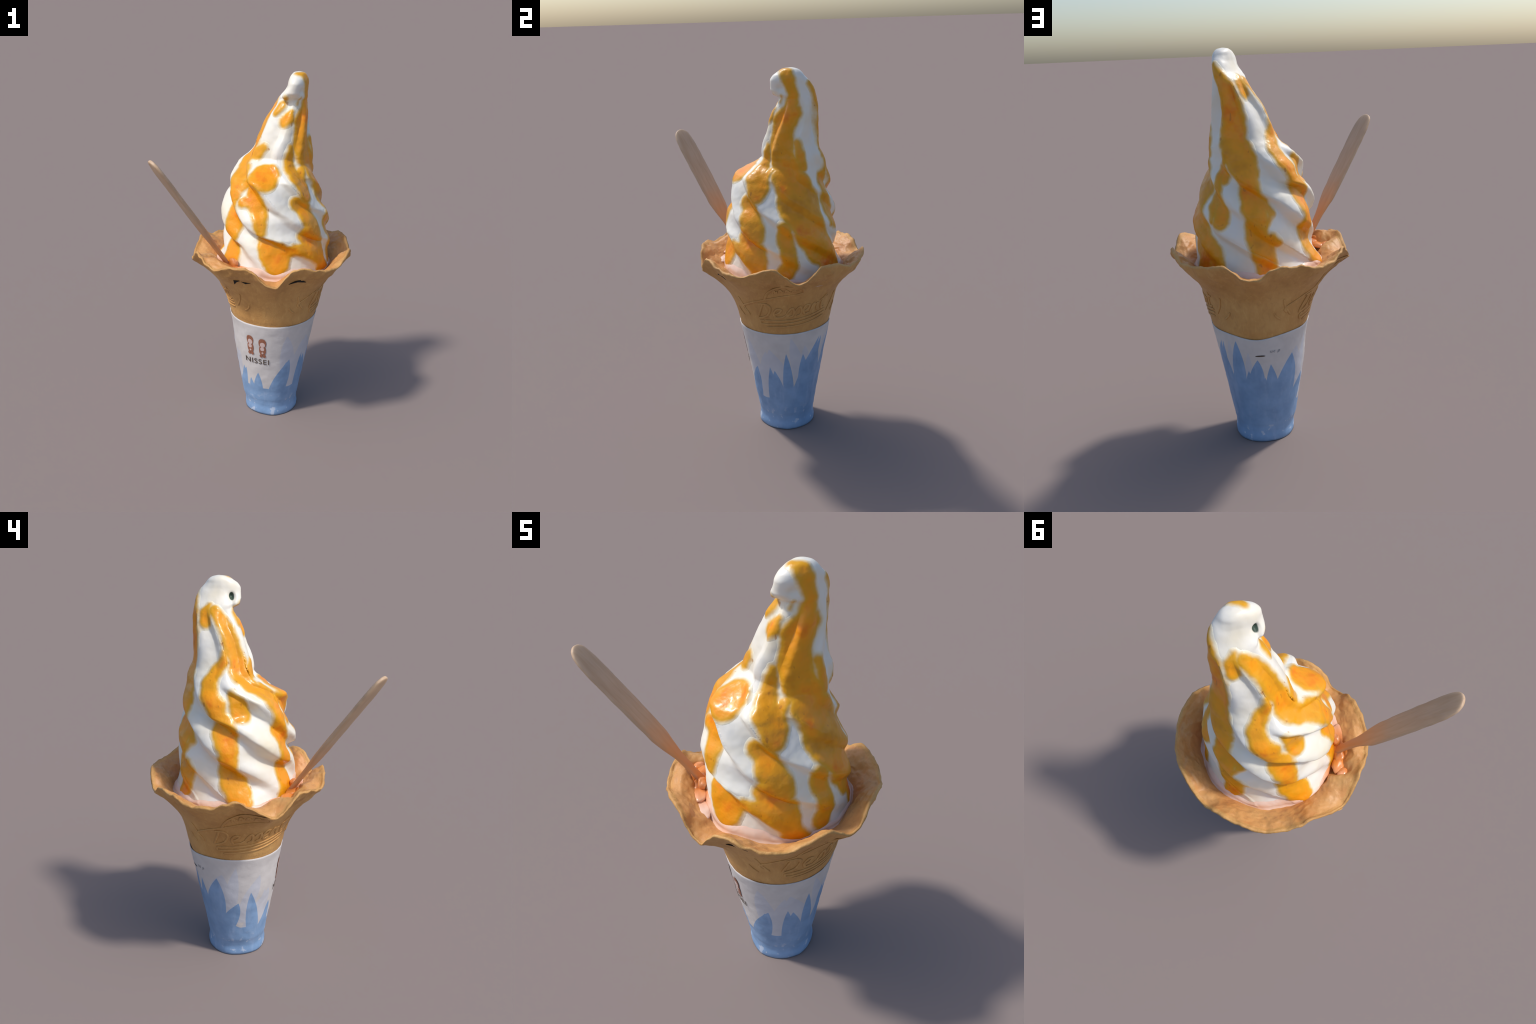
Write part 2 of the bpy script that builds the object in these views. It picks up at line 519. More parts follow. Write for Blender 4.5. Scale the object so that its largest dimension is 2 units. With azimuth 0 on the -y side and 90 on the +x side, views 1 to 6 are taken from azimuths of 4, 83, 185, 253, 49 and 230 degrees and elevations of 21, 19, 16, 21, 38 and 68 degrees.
def text_mesh(body, size, depth, shear=0.0, bevel=0.0, spacing=1.0):
    cu = bpy.data.curves.new("lettering", "FONT")
    cu.body, cu.size, cu.shear, cu.extrude, cu.bevel_depth = body, size, shear, depth, bevel
    cu.space_character = spacing
    cu.align_x, cu.align_y = "CENTER", "CENTER"
    ob = bpy.data.objects.new("lettering", cu)
    bpy.context.scene.collection.objects.link(ob)
    bpy.context.view_layer.update()
    me = bpy.data.meshes.new_from_object(ob.evaluated_get(bpy.context.evaluated_depsgraph_get()))
    bpy.data.objects.remove(ob)
    bm = bmesh.new()
    bm.from_mesh(me)
    for _ in range(2):       # enough vertices to bend round the cone
        bmesh.ops.triangulate(bm, faces=bm.faces)
        long = [e for e in bm.edges if e.calc_length() > size * 0.18]
        if long:
            bmesh.ops.subdivide_edges(bm, edges=long, cuts=1)
    bm.to_mesh(me)
    bm.free()
    return me


def add_mesh(name, me, mat, parent):
    me.materials.clear()
    me.materials.append(mat)
    ob = bpy.data.objects.new(name, me)
    bpy.context.scene.collection.objects.link(ob)
    ob.parent = parent
    return ob


def on_cone(angle, z0):
    def place(x, y, out):
        z = z0 + y * 0.93
        th = angle + math.degrees(x / float(cone_radius(np.array(angle), np.array(z0))))
        return cone_point(th, z, out + 0.0012)
    return place


def ridge_mesh(strokes, radius, place):
    """raised round ridges along polylines given in flat (x, y)"""
    verts, faces = [], []
    ring = 8
    for s in strokes:
        s = np.array(s, float)
        dist = np.r_[0, np.cumsum(np.linalg.norm(np.diff(s, axis=0), axis=1))]
        q = np.linspace(0, dist[-1], max(8, int(dist[-1] / 0.006)))
        c = np.stack([hermite(q, dist, s[:, 0]), hermite(q, dist, s[:, 1])], 1)
        d = np.gradient(c, axis=0)
        d /= np.linalg.norm(d, axis=1, keepdims=True)
        side = np.stack([-d[:, 1], d[:, 0]], 1)
        w = radius * np.minimum(1, np.minimum(q, q[-1] - q) / 0.012 + 0.25)
        base = len(verts)
        for i in range(len(q)):
            for k in range(ring):
                a = 2 * math.pi * k / ring
                x, y = c[i] + side[i] * math.cos(a) * w[i]
                verts.append(place(x, y, math.sin(a) * w[i] * 0.6))
        for i in range(len(q) - 1):
            for k in range(ring):
                k2 = (k + 1) % ring
                faces.append([base + i * ring + k, base + i * ring + k2, base + (i + 1) * ring + k2, base + (i + 1) * ring + k])
    return verts, faces


# handwriting of the embossed word, one stroke per letter part (x along the wall, y up from the base line)
SCRIPT_DESSERT = [
    [(-.195, .000), (-.175, .045), (-.152, .105)],                                                        # D, stem
    [(-.178, .100), (-.140, .098), (-.118, .066), (-.135, .022), (-.170, .004), (-.195, .000)],             # D, bowl
    [(-.104, .024), (-.075, .036), (-.062, .055), (-.080, .062), (-.101, .034), (-.092, .005), (-.062, .004), (-.038, .020)],   # e
    [(-.038, .020), (-.008, .060), (.003, .032), (-.006, .006), (-.026, .005)],                           # s
    [(-.006, .008), (.032, .062), (.043, .032), (.034, .007), (.014, .006)],                              # s
    [(.050, .022), (.080, .036), (.086, .057), (.068, .062), (.052, .032), (.062, .005), (.090, .012)],       # e
    [(.090, .012), (.114, .060), (.119, .048), (.137, .056), (.129, .022), (.141, .006)],                 # r
    [(.186, .098), (.160, .032), (.166, .006), (.187, .014)],                                             # t
    [(.148, .066), (.202, .074)],                                                                         # t, bar
]
FLOURISH = [
    [(-.270, .030), (-.285, .055), (-.235, .090), (-.150, .125), (-.020, .160), (.030, .172)],
    [(-.140, .130), (-.105, .195), (-.030, .232), (.020, .215), (.035, .172)],
    [(-.155, -.014), (-.182, -.020), (-.180, -.036), (-.150, -.040), (.000, -.040), (.195, -.026)],
    [(-.155, -.014), (.010, -.020), (.195, -.006)],
    [(-.150, -.058), (.020, -.062), (.190, -.048)],
]


def build_embossing(cone, mat):
    for angle in (1.0, 181.0):
        place = on_cone(angle, 0.752)
        slope = lambda x, y, o: place(x, y + 0.09 * x, o)
        v, f = ridge_mesh(SCRIPT_DESSERT, 0.0070, slope)
        mesh_object("embossed_lettering", v, f, mat, cone)
        v, f = ridge_mesh(FLOURISH, 0.0065, slope)
        mesh_object("embossed_ornament", v, f, mat, cone)
        # a smaller blurred word in the arch above
        curls = [[(x, .165 + .25 * (x + .09)), (x + .006, .195 + .2 * (x + .09)), (x + .014, .172 + .25 * (x + .09)), (x + .020, .190 + .2 * (x + .09))] for x in (-.095, -.068, -.041, -.014)]
        v, f = ridge_mesh(curls, 0.0058, place)
        mesh_object("embossed_lettering", v, f, mat, cone)
    # plain diagonal ridges between the two emblems
    for angle, flip in ((268.0, 1), (88.0, 1)):
        rays = []
        for s in (-1, 1):
            for k, (x0, y0, x1, y1) in enumerate([(.15, .10, .20, .02), (.11, .02, .15, .0)]):
                rays.append([(s * x0, y0), (s * (x0 + x1) / 2 - 0.01 * s, (y0 + y1) / 2 - .012), (s * x1, y1 - .03)])
        v, f = ridge_mesh(rays, 0.0055, on_cone(angle, 0.75))
        mesh_object("embossed_ornament", v, f, mat, cone)


def build_scan_hole_plates(cone):
    """small black plates copying holes in the scanned mesh below the front petals"""
    dark = plain_material("scan_hole_black", (0.006, 0.004, 0.003), 0.9)
    for outline in ([(239, .922), (240.5, .957), (245.5, .957), (242.5, .945)], [(246, .952), (250, .948), (253.5, .947), (249, .936)],
                    [(284.5, .952), (289, .970), (294, .984), (299.5, .954), (292, .962)]):
        n = len(outline)
        ring = [cone_point(a, z, 0.0028) for a, z in outline] + [cone_point(a, z, -0.004) for a, z in outline]
        mesh_object("scan_hole_plate", ring, [list(range(n))] + [[k, k + n, (k + 1) % n + n, (k + 1) % n] for k in range(n)], dark, cone, False)


def build_sleeve_print(sleeve, brown, dark, skin):
    """lettering and two plain little figures printed on the front of the paper"""
    def at(angle, z0):
        def place(x, y, out):
            z = z0 + y
            th = angle + math.degrees(x / float(sleeve_radius(z0)))
            return sleeve_point(th, z, 0.0032 + out)
        return place
    me = text_mesh("NISSEI", 0.050, 0.0004, spacing=1.12)
    wrap_mesh(me, at(248.5, 0.388))
    add_mesh("printed_lettering", me, dark, sleeve)

    def blob(cx, cy, rx, ry, out, place, power=2.0):
        n = 28
        ring, core = [], []
        for k in range(n):
            a = 2 * math.pi * k / n
            c, s = math.cos(a), math.sin(a)
            ring.append(place(cx + rx * abs(c) ** (2 / power) * (1 if c > 0 else -1), cy + ry * abs(s) ** (2 / power) * (1 if s > 0 else -1), out))
        return ring, [place(cx, cy, out + 0.0003)]

    def disc_object(name, shapes, mat, place):
        verts, faces = [], []
        for cx, cy, rx, ry, out, pw in shapes:
            ring, core = blob(cx, cy, rx, ry, out, place, pw)
            b = len(verts)
            verts += ring + core
            n = len(ring)
            faces += [[b + k, b + (k + 1) % n, b + n] for k in range(n)]
        return mesh_object(name, verts, faces, mat, sleeve, False)

    for angle, z0, h in ((239.5, 0.495, 0.132), (258.5, 0.487, 0.132)):
        place = at(angle, z0)
        k = h / 2
        fig = disc_object("printed_figure", [
            (0, .52 * k, .0215, .46 * k, 0.0, 2.4), (0, -.22 * k, .020, .48 * k, 0.0003, 2.6),
            (-.009, -.82 * k, .009, .17 * k, 0.0006, 2.2), (.010, -.82 * k, .009, .17 * k, 0.0006, 2.2)], brown, place)
        light = disc_object("printed_figure_light", [
            (.001, .36 * k, .0145, .26 * k, 0.0012, 2.0), (-.001, -.08 * k, .0115, .20 * k, 0.0012, 2.2), (.0, -.50 * k, .006, .10 * k, .0012, 2.0)], skin, place)
        light.parent = fig
    # faint printed note at the back
    place = at(95.0, 0.528)
    v, f = ridge_mesh([[(-.026, .0), (.024, .0)]], 0.004, lambda x, y, o: place(x, y, o * 0.15 - 0.001))
    mesh_object("printed_mark", v, f, dark, sleeve)
    grey = plain_material("grey_ink", (0.25, 0.26, 0.28), 0.6)
    small = text_mesh("uc p", 0.026, 0.0003, shear=0.2, spacing=1.2)
    wrap_mesh(small, at(113.0, 0.552))
    add_mesh("printed_lettering", small, grey, sleeve)


# --------------------------------------------------------------- ice cream
# cross-section extents about the cone's axis: height, -x, +x, -y, +y
SECTIONS = [(.84, -.22, .22, -.22, .22), (.88, -.275, .262, -.27, .27), (.92, -.310, .295, -.305, .302), (.95, -.318, .312, -.318, .310), (1.0, -.302, .308, -.314, .294), (1.07, -.290, .306, -.309, .287), (1.15, -.288, .306, -.303, .288),
            (1.25, -.300, .292, -.300, .281), (1.32, -.286, .266, -.270, .268), (1.40, -.256, .236, -.260, .252), (1.45, -.251, .216, -.245, .247),
            (1.48, -.236, .208, -.205, .243), (1.52, -.205, .198, -.132, .233), (1.56, -.155, .191, -.092, .216), (1.6, -.120, .185, -.090, .200), (1.7, -.078, .173, -.064, .185),
            (1.8, -.028, .166, -.034, .180), (1.855, .004, .163, -.018, .174), (1.875, .014, .162, -.044, .168), (1.90, .030, .160, -.060, .158),
            (1.94, .050, .158, -.060, .134), (1.965, .058, .153, -.048, .108), (1.985, .070, .143, -.018, .088), (1.995, .082, .132, .006, .070), (2.0, .100, .114, .030, .046)]
CURL_EYE = (0.050, -0.005, 1.909)
# swirl ridges: for each fold, rows of (height, angle); folds drop as the angle grows
FOLDS = [
    [(1.95, 155), (1.8, 160), (1.7, 172), (1.6, 174), (1.53, 176), (1.48, 187), (1.41, 205), (1.30, 230), (1.2, 254), (1.155, 283), (1.12, 296), (1.05, 315), (.97, 340), (.85, 372)],
    [(1.95, 90), (1.84, 109), (1.75, 114), (1.65, 116), (1.55, 113), (1.48, 121), (1.40, 136), (1.35, 166), (1.27, 187), (1.164, 215), (1.115, 236), (1.0, 264), (.85, 300)],
    [(1.95, 55), (1.8, 70), (1.74, 68), (1.66, 57), (1.57, 46), (1.505, 53), (1.44, 72), (1.38, 95), (1.30, 125), (1.21, 147), (1.137, 173), (1.025, 206), (.85, 245)],
    [(1.95, 5), (1.8, 18), (1.74, 15), (1.66, 5), (1.57, 0), (1.472, 21), (1.409, 41), (1.36, 58), (1.29, 76), (1.235, 94), (1.126, 120), (1.01, 150), (.85, 190)],
    [(1.95, -45), (1.8, -36), (1.7, -40), (1.57, -48), (1.51, -36), (1.44, -12), (1.36, 10), (1.285, 31), (1.23, 47), (1.16, 67), (1.09, 91), (1.0, 120), (.85, 158)],
    [(1.95, -95), (1.8, -85), (1.7, -88), (1.6, -97), (1.53, -88), (1.487, -74), (1.44, -62), (1.37, -48), (1.31, -30), (1.27, -12), (1.22, 5), (1.14, 30), (1.04, 60), (.85, 108)],
    [(1.95, -150), (1.8, -143), (1.7, -145), (1.6, -150), (1.53, -138), (1.48, -120), (1.415, -100), (1.363, -90), (1.323, -81), (1.284, -68), (1.23, -54), (1.15, -29), (1.113, -11), (1.067, 5), (.98, 30), (.85, 66)],
]


def fold_profile(g):
    """0..1 between one fold's crest and the next: rolls in slowly, then an undercut"""
    return np.where(g < 0.68, 0.5 * (1 + np.cos(np.pi * g / 0.68)), 0.5 * (1 - np.cos(np.pi * (g - 0.68) / 0.32)))


def fold_height(th, z):
    """displacement of the swirl at angle th (degrees), height z (rows x cols)"""
    lines = []
    for fold in FOLDS:
        f = np.array(sorted(fold))
        lines.append(hermite(z[:, 0], f[:, 0], f[:, 1]))
    lines = np.stack(lines)                                   # folds x rows
    out = np.zeros_like(z)
    for r in range(z.shape[0]):
        a = np.sort(np.mod(lines[:, r], 360))
        a = np.r_[a[-1] - 360, a, a[0] + 360]
        x = np.mod(th[r], 360)
        i = np.clip(np.searchsorted(a, x, side="right") - 1, 0, len(a) - 2)
        g = (x - a[i]) / (a[i + 1] - a[i])
        out[r] = fold_profile(g) * np.clip((a[i + 1] - a[i]) / 42, 0.35, 1.15)
    return out


def ice_cream_grid(rows=430, cols=440):
    s = np.array(SECTIONS)
    t = np.linspace(0, 1, rows)
    z = .84 + (2.0 - .84) * t
    # more rows near the closed top
    z = np.where(t > 0.9, 2.0 - (2.0 - z) * np.clip((1 - t) / 0.1, 0, 1) ** 0.8, z)
    e = [hermite(z, s[:, 0], s[:, k]) for k in range(1, 5)]
    cx, cy = (e[0] + e[1]) / 2, (e[2] + e[3]) / 2
    ax, ay = (e[1] - e[0]) / 2, (e[3] - e[2]) / 2
    th = np.arange(cols) * 360 / cols
    a = np.radians(th)[None, :]
    Z = np.broadcast_to(z[:, None], (rows, cols))
    TH = np.broadcast_to(th[None, :], (rows, cols))
    # the curled head is a thin blade set obliquely: squeeze the section and shear it
    lean = 0.19 * smooth(1.83, 1.91, z)
    ax = np.sqrt(np.maximum(ax ** 2 - (lean * ay) ** 2, np.minimum(ax, 0.026) ** 2))
    p = (2.0 + 0.15 * smooth(1.84, 1.89, z))[:, None]
    r = ((np.abs(np.cos(a)) / ax[:, None]) ** p + (np.abs(np.sin(a)) / ay[:, None]) ** p) ** (-1 / p)
    side = 0.5 + 0.5 * np.cos(np.radians(TH - 200))           # folds stand out most on the -x side
    amp = (0.020 + 0.016 * side) * smooth(1.56, 1.42, Z) + 0.016 * smooth(1.42, 1.56, Z) * smooth(1.88, 1.78, Z)
    amp = amp * smooth(0.88, 1.22, Z) ** 0.7
    sink = 0.82 - 0.25 * smooth(1.50, 1.60, Z)
    r = r + amp * (fold_height(TH, Z) - sink) - 0.006 * smooth(1.58, 1.48, Z) * smooth(0.95, 1.1, Z)

    # where the body departs from an oval: angle, spread, amount, height range
    for angle, spread, amount, lo, hi in ((232, 36, .009, 1.56, 1.90), (325, 30, -.013, 1.56, 1.90), (325, 30, -.007, 1.90, 2.1),
                                          (112, 55, -.010, 1.50, 1.97), (52, 26, -.010, 1.60, 1.95), (12, 28, -.007, 1.50, 1.92), (325, 30, -.018, 1.12, 1.54), (190, 24, .012, 0.94, 1.02)):
        d = (TH - angle + 180) % 360 - 180
        r = r + amount * np.exp(-(d / spread) ** 2) * smooth(lo - 0.03, lo + 0.03, Z) * smooth(hi + 0.03, hi - 0.03, Z) * smooth(2.0, 1.97, Z)
    P = np.stack([cx[:, None] + r * np.cos(a) + lean[:, None] * r * np.sin(a), cy[:, None] + r * np.sin(a), Z], -1)
    # dimples on both flanks of the curled tip, and the groove that runs down from its eye
    ex, ey, ez = CURL_EYE
    for x, y, z0, depth, size in ((ex, ey, ez, .024, .016), (ex - .010, ey + .006, ez - .022, .012, .013), (ex - .02, ey + .004, ez - .042, .012, .013),
                                  (ex - .03, ey - .010, ez - .066, .010, .014), (.12, -.018, 1.907, .010, .020)):
        near = np.exp(-(((P[..., 1] - y) / size) ** 2 + ((P[..., 2] - z0) / size) ** 2))
        P[..., 0] += depth * near * (smooth(0.085, 0.072, P[..., 0]) if x < 0.1 else -smooth(0.085, 0.095, P[..., 0]))
    flat = P.reshape(-1, 3)
    n = grid_normals(P).reshape(-1, 3)
    lumps = 0.006 * fbm(flat, 6.0, 2, 2.0) + 0.0018 * fbm(flat, 20.0, 2, 4.0)
    P = (flat + n * lumps[:, None]).reshape(P.shape)
    return P, TH, Z


def build_ice_cream(parent, P, mat):
    rows, cols = P.shape[:2]
    verts = np.vstack([P.reshape(-1, 3), P[-1].mean(0) + [0, 0, 0.0008], P[0].mean(0)])
    faces = grid_faces(rows, cols).tolist()
    top, bottom = rows * cols, rows * cols + 1
    faces += [[(rows - 1) * cols + j, (rows - 1) * cols + (j + 1) % cols, top] for j in range(cols)]
    faces += [[(j + 1) % cols, j, bottom] for j in range(cols)]
    return mesh_object("ice_cream", verts, faces, mat, parent)


def build_bounce_skirt(parent, P, mat):
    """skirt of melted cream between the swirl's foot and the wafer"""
    rows, cols = P.shape[:2]
    heights = P[:, :, 2].mean(1)
    th = np.arange(cols) * 360 / cols
    ring = np.stack([np.cos(np.radians(th)), np.sin(np.radians(th)), 0 * th], -1)
    top = 0.985 + 0.030 * fbm(ring, 1.6, 3, 13.0) + 0.030 * np.exp(-(((th - 268 + 180) % 360 - 180) / 40) ** 2)
    n = 14
    out = []
    for k in range(n):
        t = k / (n - 1)
        z = top + (0.946 - top) * t
        i = np.clip(np.searchsorted(heights, z), 0, rows - 1)
        hug = P[i, np.arange(cols)]
        r = np.hypot(hug[:, 0], hug[:, 1])
        reach = 0.345 + 0.018 * fbm(ring, 2.3, 3, 17.0)
        r2 = r - 0.004 + 0.010 * np.sin(np.pi * min(1, t * 1.4)) * (t < 0.72) + np.maximum(reach - r, 0) * t ** 3
        f = (r2 / r)[:, None]
        q = np.concatenate([hug[:, :2] * f, (z - 0.014 * t ** 6)[:, None]], 1)
        out.append(q)
    G = np.array(out[::-1])
    return mesh_object("bounce_and_sauce_cream", G.reshape(-1, 3), grid_faces(n, cols).tolist(), mat, parent)


def build_clumps(parent, mat):
    """lumps of melt and sauce stuck round the foot of the spoon"""
    lumps = [(212, .350, .985, .060, .030, .016), (222, .340, .992, .060, .034, .020), (234, .338, .985, .065, .034, .018), (204, .385, .990, .034, .024, .014),
             (248, .335, .968, .070, .030, .016), (222, .388, 1.004, .036, .034, .016), (229, .322, 1.012, .030, .020, .030)]
    verts, faces = [], []
    rows, cols = 16, 24
    for angle, r, z, a, b, c in lumps:
        base = len(verts)
        t = math.radians(angle)
        for i in range(rows + 1):
            for j in range(cols):
                u, v = math.pi * i / rows, 2 * math.pi * j / cols
                d = Vector((math.sin(u) * math.cos(v), math.sin(u) * math.sin(v), math.cos(u)))
                k = 1 + 0.22 * noise.noise(d * 1.7 + Vector((angle, r, z)))
                along, out = d.x * a * k, d.y * b * k
                verts.append(((r + out) * math.cos(t) - along * math.sin(t), (r + out) * math.sin(t) + along * math.cos(t), z + d.z * c * k))
        faces += [[base + i * cols + j, base + (i + 1) * cols + j, base + (i + 1) * cols + (j + 1) % cols, base + i * cols + (j + 1) % cols] for i in range(rows) for j in range(cols)]
    ob = mesh_object("melted_clump", verts, faces, mat, parent)
    ob["kind"] = "stuff"
    return ob


# ------------------------------------------------------------------- sauce
# drips as chains of (angle, height, half width) on the ice cream
SMOOTH = 0.012
DRIPS = dict(
    tip_strip=[(251, 1.872, .007), (236, 1.825, .017), (230, 1.788, .010)],
    tip_drop=[(273, 1.80, .008), (268, 1.768, .026), (262, 1.748, .026)],
    front_run=[(287, 1.618, .012), (287, 1.578, .020), (291, 1.541, .023), (300, 1.505, .034), (308, 1.463, .036), (315, 1.417, .029), (316, 1.372, .023)],
    big_round=[(259, 1.487, .066), (261, 1.462, .056)],
    round_tail=[(246, 1.464, .036), (245, 1.426, .030), (246, 1.393, .040), (249, 1.36, .044), (253, 1.322, .041), (256, 1.282, .034), (257, 1.24, .028), (258, 1.21, .022)],
    round_lobe=[(233, 1.342, .022), (245, 1.352, .036)],
    left_run=[(219.5, 1.497, .027), (220, 1.464, .036), (219, 1.42, .030), (217, 1.378, .022), (220, 1.33, .020), (221, 1.282, .032), (222, 1.221, .038), (220, 1.163, .034),
              (217, 1.105, .030), (219, 1.053, .041), (221, 1.007, .038), (220, .95, .034)],
    front_pool=[(258, 1.166, .026), (264, 1.121, .050), (272, 1.082, .074), (274, 1.034, .054)],
    pool_run=[(279.5, 1.098, .040), (294, 1.109, .026), (309, 1.103, .040), (320, 1.062, .036), (330, 1.003, .030), (339, .95, .030)],
    right_run=[(303, 1.341, .036), (311, 1.311, .041), (312.5, 1.268, .041), (317, 1.218, .034), (309, 1.199, .031), (310, 1.155, .045), (317, 1.11, .038)],
    spine_run=[(338, 1.787, .040), (325, 1.759, .050), (319, 1.712, .052), (322, 1.629, .062), (330, 1.56, .057), (347, 1.516, .062)],
    spine_side=[(0, 1.643, .016), (3, 1.583, .022), (7, 1.527, .021)],
    dark_pool=[(355, 1.475, .068), (9, 1.422, .082), (10, 1.364, .092), (12, 1.309, .090), (19, 1.253, .080), (26, 1.179, .080), (33, 1.113, .070), (42, 1.05, .050), (40, .97, .05)],
    thin_run=[(57, 1.496, .013), (54, 1.464, .020), (51, 1.42, .018), (53, 1.369, .022), (50, 1.323, .022), (50, 1.282, .024), (53, 1.222, .012)],
    shoulder_drop=[(324, 1.505, .015), (319, 1.467, .034), (319, 1.427, .050), (318, 1.393, .044)],
    corner_run=[(306, 1.325, .020), (316, 1.274, .042), (321, 1.224, .050), (322, 1.19, .046)],
    corner_low=[(304, 1.168, .029), (313, 1.149, .040), (324, 1.11, .046), (328, 1.065, .038), (328, 1.017, .036), (328, .95, .034)],
    low_bulge=[(281, 1.109, .015), (282, 1.06, .025), (282, 1.024, .022)],
    side_run=[(355, 1.237, .032), (355, 1.17, .036), (358, 1.105, .035), (0, 1.045, .035), (355, 1.005, .040)],
    back_patch=[(143, 1.876, .009), (139, 1.837, .024), (135, 1.80, .026)],
    west_run=[(169, 1.846, .024), (186, 1.807, .028), (191, 1.761, .033), (192, 1.71, .037), (193, 1.66, .037), (198, 1.615, .039), (198, 1.575, .042), (201, 1.547, .045),
              (206, 1.518, .039), (209, 1.485, .029), (209, 1.441, .020), (213, 1.421, .022), (216, 1.359, .026), (217, 1.30, .036), (215, 1.23, .031), (216, 1.162, .033),
              (216, 1.085, .039), (215, 1.034, .035), (213, .98, .034)],
    west_high=[(229, 1.611, .018), (220, 1.578, .030), (209, 1.56, .035)],
    west_branch=[(174, 1.667, .011), (170, 1.626, .019), (157, 1.581, .026), (143, 1.534, .033), (137, 1.488, .037), (141, 1.444, .041), (144, 1.401, .034), (151, 1.361, .039),
                 (153, 1.319, .056), (153.5, 1.274, .048), (156, 1.233, .038), (156, 1.176, .041), (157, 1.119, .042), (161, 1.069, .056), (166, 1.018, .054), (170, .985, .038)],
    west_drop=[(169, 1.492, .016), (168, 1.445, .035), (170, 1.398, .041)],
    shoulder_side=[(243, 1.487, .018), (234, 1.445, .021), (223, 1.402, .017), (223, 1.366, .017)],
    north_side=[(105, 1.30, .020), (111, 1.254, .016), (105, 1.194, .014)],
    north_run=[(76, 1.925, .011), (82, 1.877, .022), (87, 1.818, .034), (88, 1.754, .042), (86, 1.686, .047), (82, 1.635, .053), (76, 1.576, .054), (76, 1.534, .064), (81, 1.487, .060),
               (86, 1.448, .049), (89, 1.396, .045), (92, 1.33, .046), (95.5, 1.286, .056), (98, 1.242, .044), (97, 1.203, .043), (101, 1.144, .049), (105, 1.077, .052), (106, 1.017, .044), (103, .97, .034)],
    north_lobe=[(112, 1.139, .029), (118, 1.116, .023)],
    fork_drop=[(58.5, 1.462, .010), (59, 1.432, .020), (58, 1.409, .023)],
    tear_drop=[(54.5, 1.363, .016), (56, 1.314, .024), (60.5, 1.26, .036), (62.5, 1.222, .036)],
    east_run=[(27, 1.404, .030), (34, 1.358, .027), (30, 1.297, .026), (32, 1.223, .034), (39, 1.158, .042), (45, 1.097, .055), (56, 1.058, .046), (58, .98, .046)],
)
# drips over the curled tip's +x flank, placed by (y, height, half width)
TIP_DRIPS = [[(-.005, 1.994, .024), (.012, 1.975, .036), (.022, 1.945, .036), (.034, 1.91, .030), (.045, 1.875, .030), (.034, 1.837, .036), (.018, 1.79, .048), (-.01, 1.75, .052)],
             [(-.012, 1.872, .010), (-.014, 1.84, .014)], [(.050, 1.85, .012), (.075, 1.79, .020)]]


def drip_capsules(P):
    """3D centre-line segments of every drip, laid on the ice-cream surface"""
    rows, cols = P.shape[:2]
    heights = P[:, :, 2].mean(1)

    def on_surface(angle, z):
        i = int(np.clip(np.searchsorted(heights, z), 0, rows - 1))
        return P[i, int(round((angle % 360) / 360 * cols)) % cols]
    caps = []
    for chain in DRIPS.values():
        pts = [(on_surface(a, z), 1.10 * r + 0.014) for a, z, r in chain]
        caps += [(p, q, r, s) for (p, r), (q, s) in zip(pts, pts[1:])]
    for chain in TIP_DRIPS:
        flank = P[:, np.cos(np.linspace(0, 2 * np.pi, cols, endpoint=False)) > 0.05].reshape(-1, 3)
        pts = [(flank[np.argmin(np.abs(flank[:, 1:] - c[:2]).sum(1))], 1.2 * c[2]) for c in chain]
        caps += [(p, q, r, s) for (p, r), (q, s) in zip(pts, pts[1:])]
    return caps


def drip_distance(points, caps):
    best = np.full(len(points), 1.0)
    for a, b, ra, rb in caps:
        ab = b - a
        pa = points - a
        t = np.clip(pa @ ab / max(ab @ ab, 1e-6), 0, 1)
        d = np.linalg.norm(pa - t[:, None] * ab, axis=1) - (ra + (rb - ra) * t)
        h = np.maximum(SMOOTH - np.abs(d - best), 0) / SMOOTH
        best = np.minimum(d, best) - h ** 3 * SMOOTH / 6
    return best


def build_sauce(parent, P, caps, mat):
    rows, cols = P.shape[:2]
    flat = P.reshape(-1, 3)
    n = grid_normals(P).reshape(-1, 3)
    d = drip_distance(flat, caps) + 0.004 * fbm(flat, 18.0, 2, 6.0)
    depth = -d
    film = 0.0060 * smooth(-0.004, 0.030, depth) + 0.0035 * np.clip(fbm(flat, 13.0, 2, 11.0), -1, 1) * smooth(0, 0.02, depth)
    film = np.where(depth > 0, film, depth * 0.8)
    verts = flat + n * np.maximum(film, -0.006)[:, None]
    keep = (d < 0.004).reshape(rows, cols)
    q = grid_faces(rows, cols, keep)
    used, inv = np.unique(q, return_inverse=True)
    return mesh_object("fruit_sauce", verts[used], inv.reshape(-1, 4).tolist(), mat, parent)


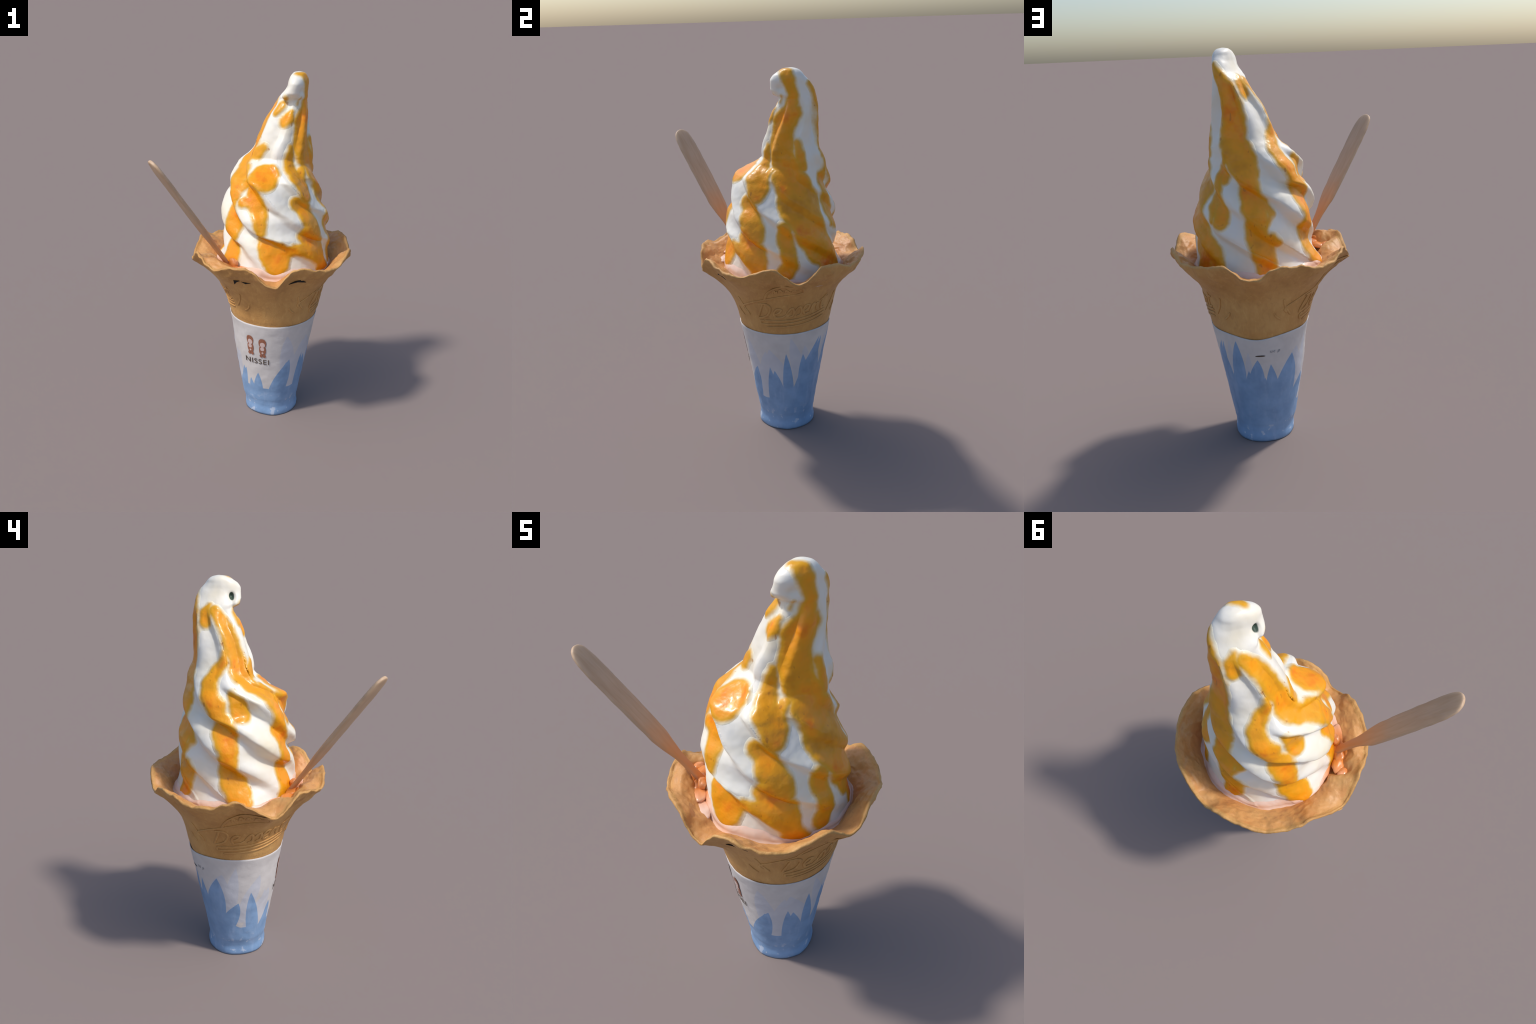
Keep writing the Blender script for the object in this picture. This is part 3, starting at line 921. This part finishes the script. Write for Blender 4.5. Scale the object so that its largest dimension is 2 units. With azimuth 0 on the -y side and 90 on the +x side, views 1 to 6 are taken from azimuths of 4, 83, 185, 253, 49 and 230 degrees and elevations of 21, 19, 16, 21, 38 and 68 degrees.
# ------------------------------------------------------------------- spoon
def build_spoon(parent, mat):
    """flat wooden paddle stuck into the cone beside the ice cream"""
    tip = Vector((-.499 - AXIS[0], -.467 - AXIS[1], 1.6255))
    neck = Vector((-.214 - AXIS[0], -.213 - AXIS[1], 1.094))
    along = (tip - neck).normalized()
    side = Vector((-.0389, .0507, .0034))
    side = (side - along * side.dot(along)).normalized()
    face = side.cross(along)
    length = (tip - neck).length
    # distance from the tip, half width, half thickness
    outline = [(0.0, .006, .005), (.004, .020, .008), (.014, .035, .010), (.035, .049, .0115), (.08, .0575, .013), (.16, .060, .013), (.27, .059, .013), (.36, .058, .0135),
               (.44, .056, .014), (.51, .050, .014), (.57, .036, .013), (.62, .025, .012), (.66, .021, .012), (.75, .022, .011), (.85, .024, .011)]
    o = np.array(outline)
    s = np.unique(np.r_[np.linspace(0, .03, 14), np.linspace(.03, .85, 90)])
    w, t = hermite(s, o[:, 0], o[:, 1]), hermite(s, o[:, 0], o[:, 2])
    n = 28
    verts, faces = [], []
    for i in range(len(s)):
        wob = 0.0022 * noise.noise(Vector((s[i] * 22, 0.3, 0))), 0.0022 * noise.noise(Vector((s[i] * 22, 9.1, 0)))
        for k in range(n):
            a = 2 * math.pi * k / n
            c, q = math.cos(a), math.sin(a)
            u = math.copysign(abs(c) ** 0.7, c) * (w[i] + (wob[0] if c > 0 else wob[1]))
            v = math.copysign(abs(q) ** 0.7, q) * t[i]
            v += 0.0012 * noise.noise(Vector((s[i] * 14, u * 30, 5 * (v > 0))))
            # local frame: z runs along the spoon so that the grain follows it
            verts.append((u, v, length - s[i]))
    for i in range(len(s) - 1):
        for k in range(n):
            faces.append([i * n + k, (i + 1) * n + k, (i + 1) * n + (k + 1) % n, i * n + (k + 1) % n])
    faces += [list(range(n)), [(len(s) - 1) * n + k for k in reversed(range(n))]]
    ob = mesh_object("wooden_spoon", verts, faces, mat, parent)
    from mathutils import Matrix
    m = Matrix((side, face, along)).transposed().to_4x4()
    m.translation = neck
    ob.matrix_local = m
    return ob


# ---------------------------------------------------------------- assemble
def main():
    root = bpy.data.objects.new("soft_serve_cone", None)
    bpy.context.scene.collection.objects.link(root)
    root.location = (AXIS[0], AXIS[1], 0)
    root["label"] = "soft-serve swirl with amber sauce, wafer cone, wooden spoon"
    root["category"] = "ice cream"

    sleeve = build_sleeve(root, paper_material())
    build_sleeve_print(sleeve, plain_material("brown_ink", (0.30, 0.115, 0.065), 0.6, 0.25, 160), plain_material("dark_ink", (0.075, 0.05, 0.035), 0.6),
                       plain_material("rosy_ink", (0.62, 0.47, 0.43), 0.6))
    wafer = wafer_material()
    cone = build_cone(root, wafer)
    build_embossing(cone, wafer)
    build_scan_hole_plates(cone)

    P, TH, Z = ice_cream_grid()
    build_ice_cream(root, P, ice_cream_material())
    tinted_cream = bounce_cream_material()
    build_bounce_skirt(root, P, tinted_cream)
    build_clumps(root, tinted_cream)
    caps = drip_capsules(P)
    build_sauce(root, P, caps, sauce_material(caps))
    build_spoon(root, wood_material())


main()
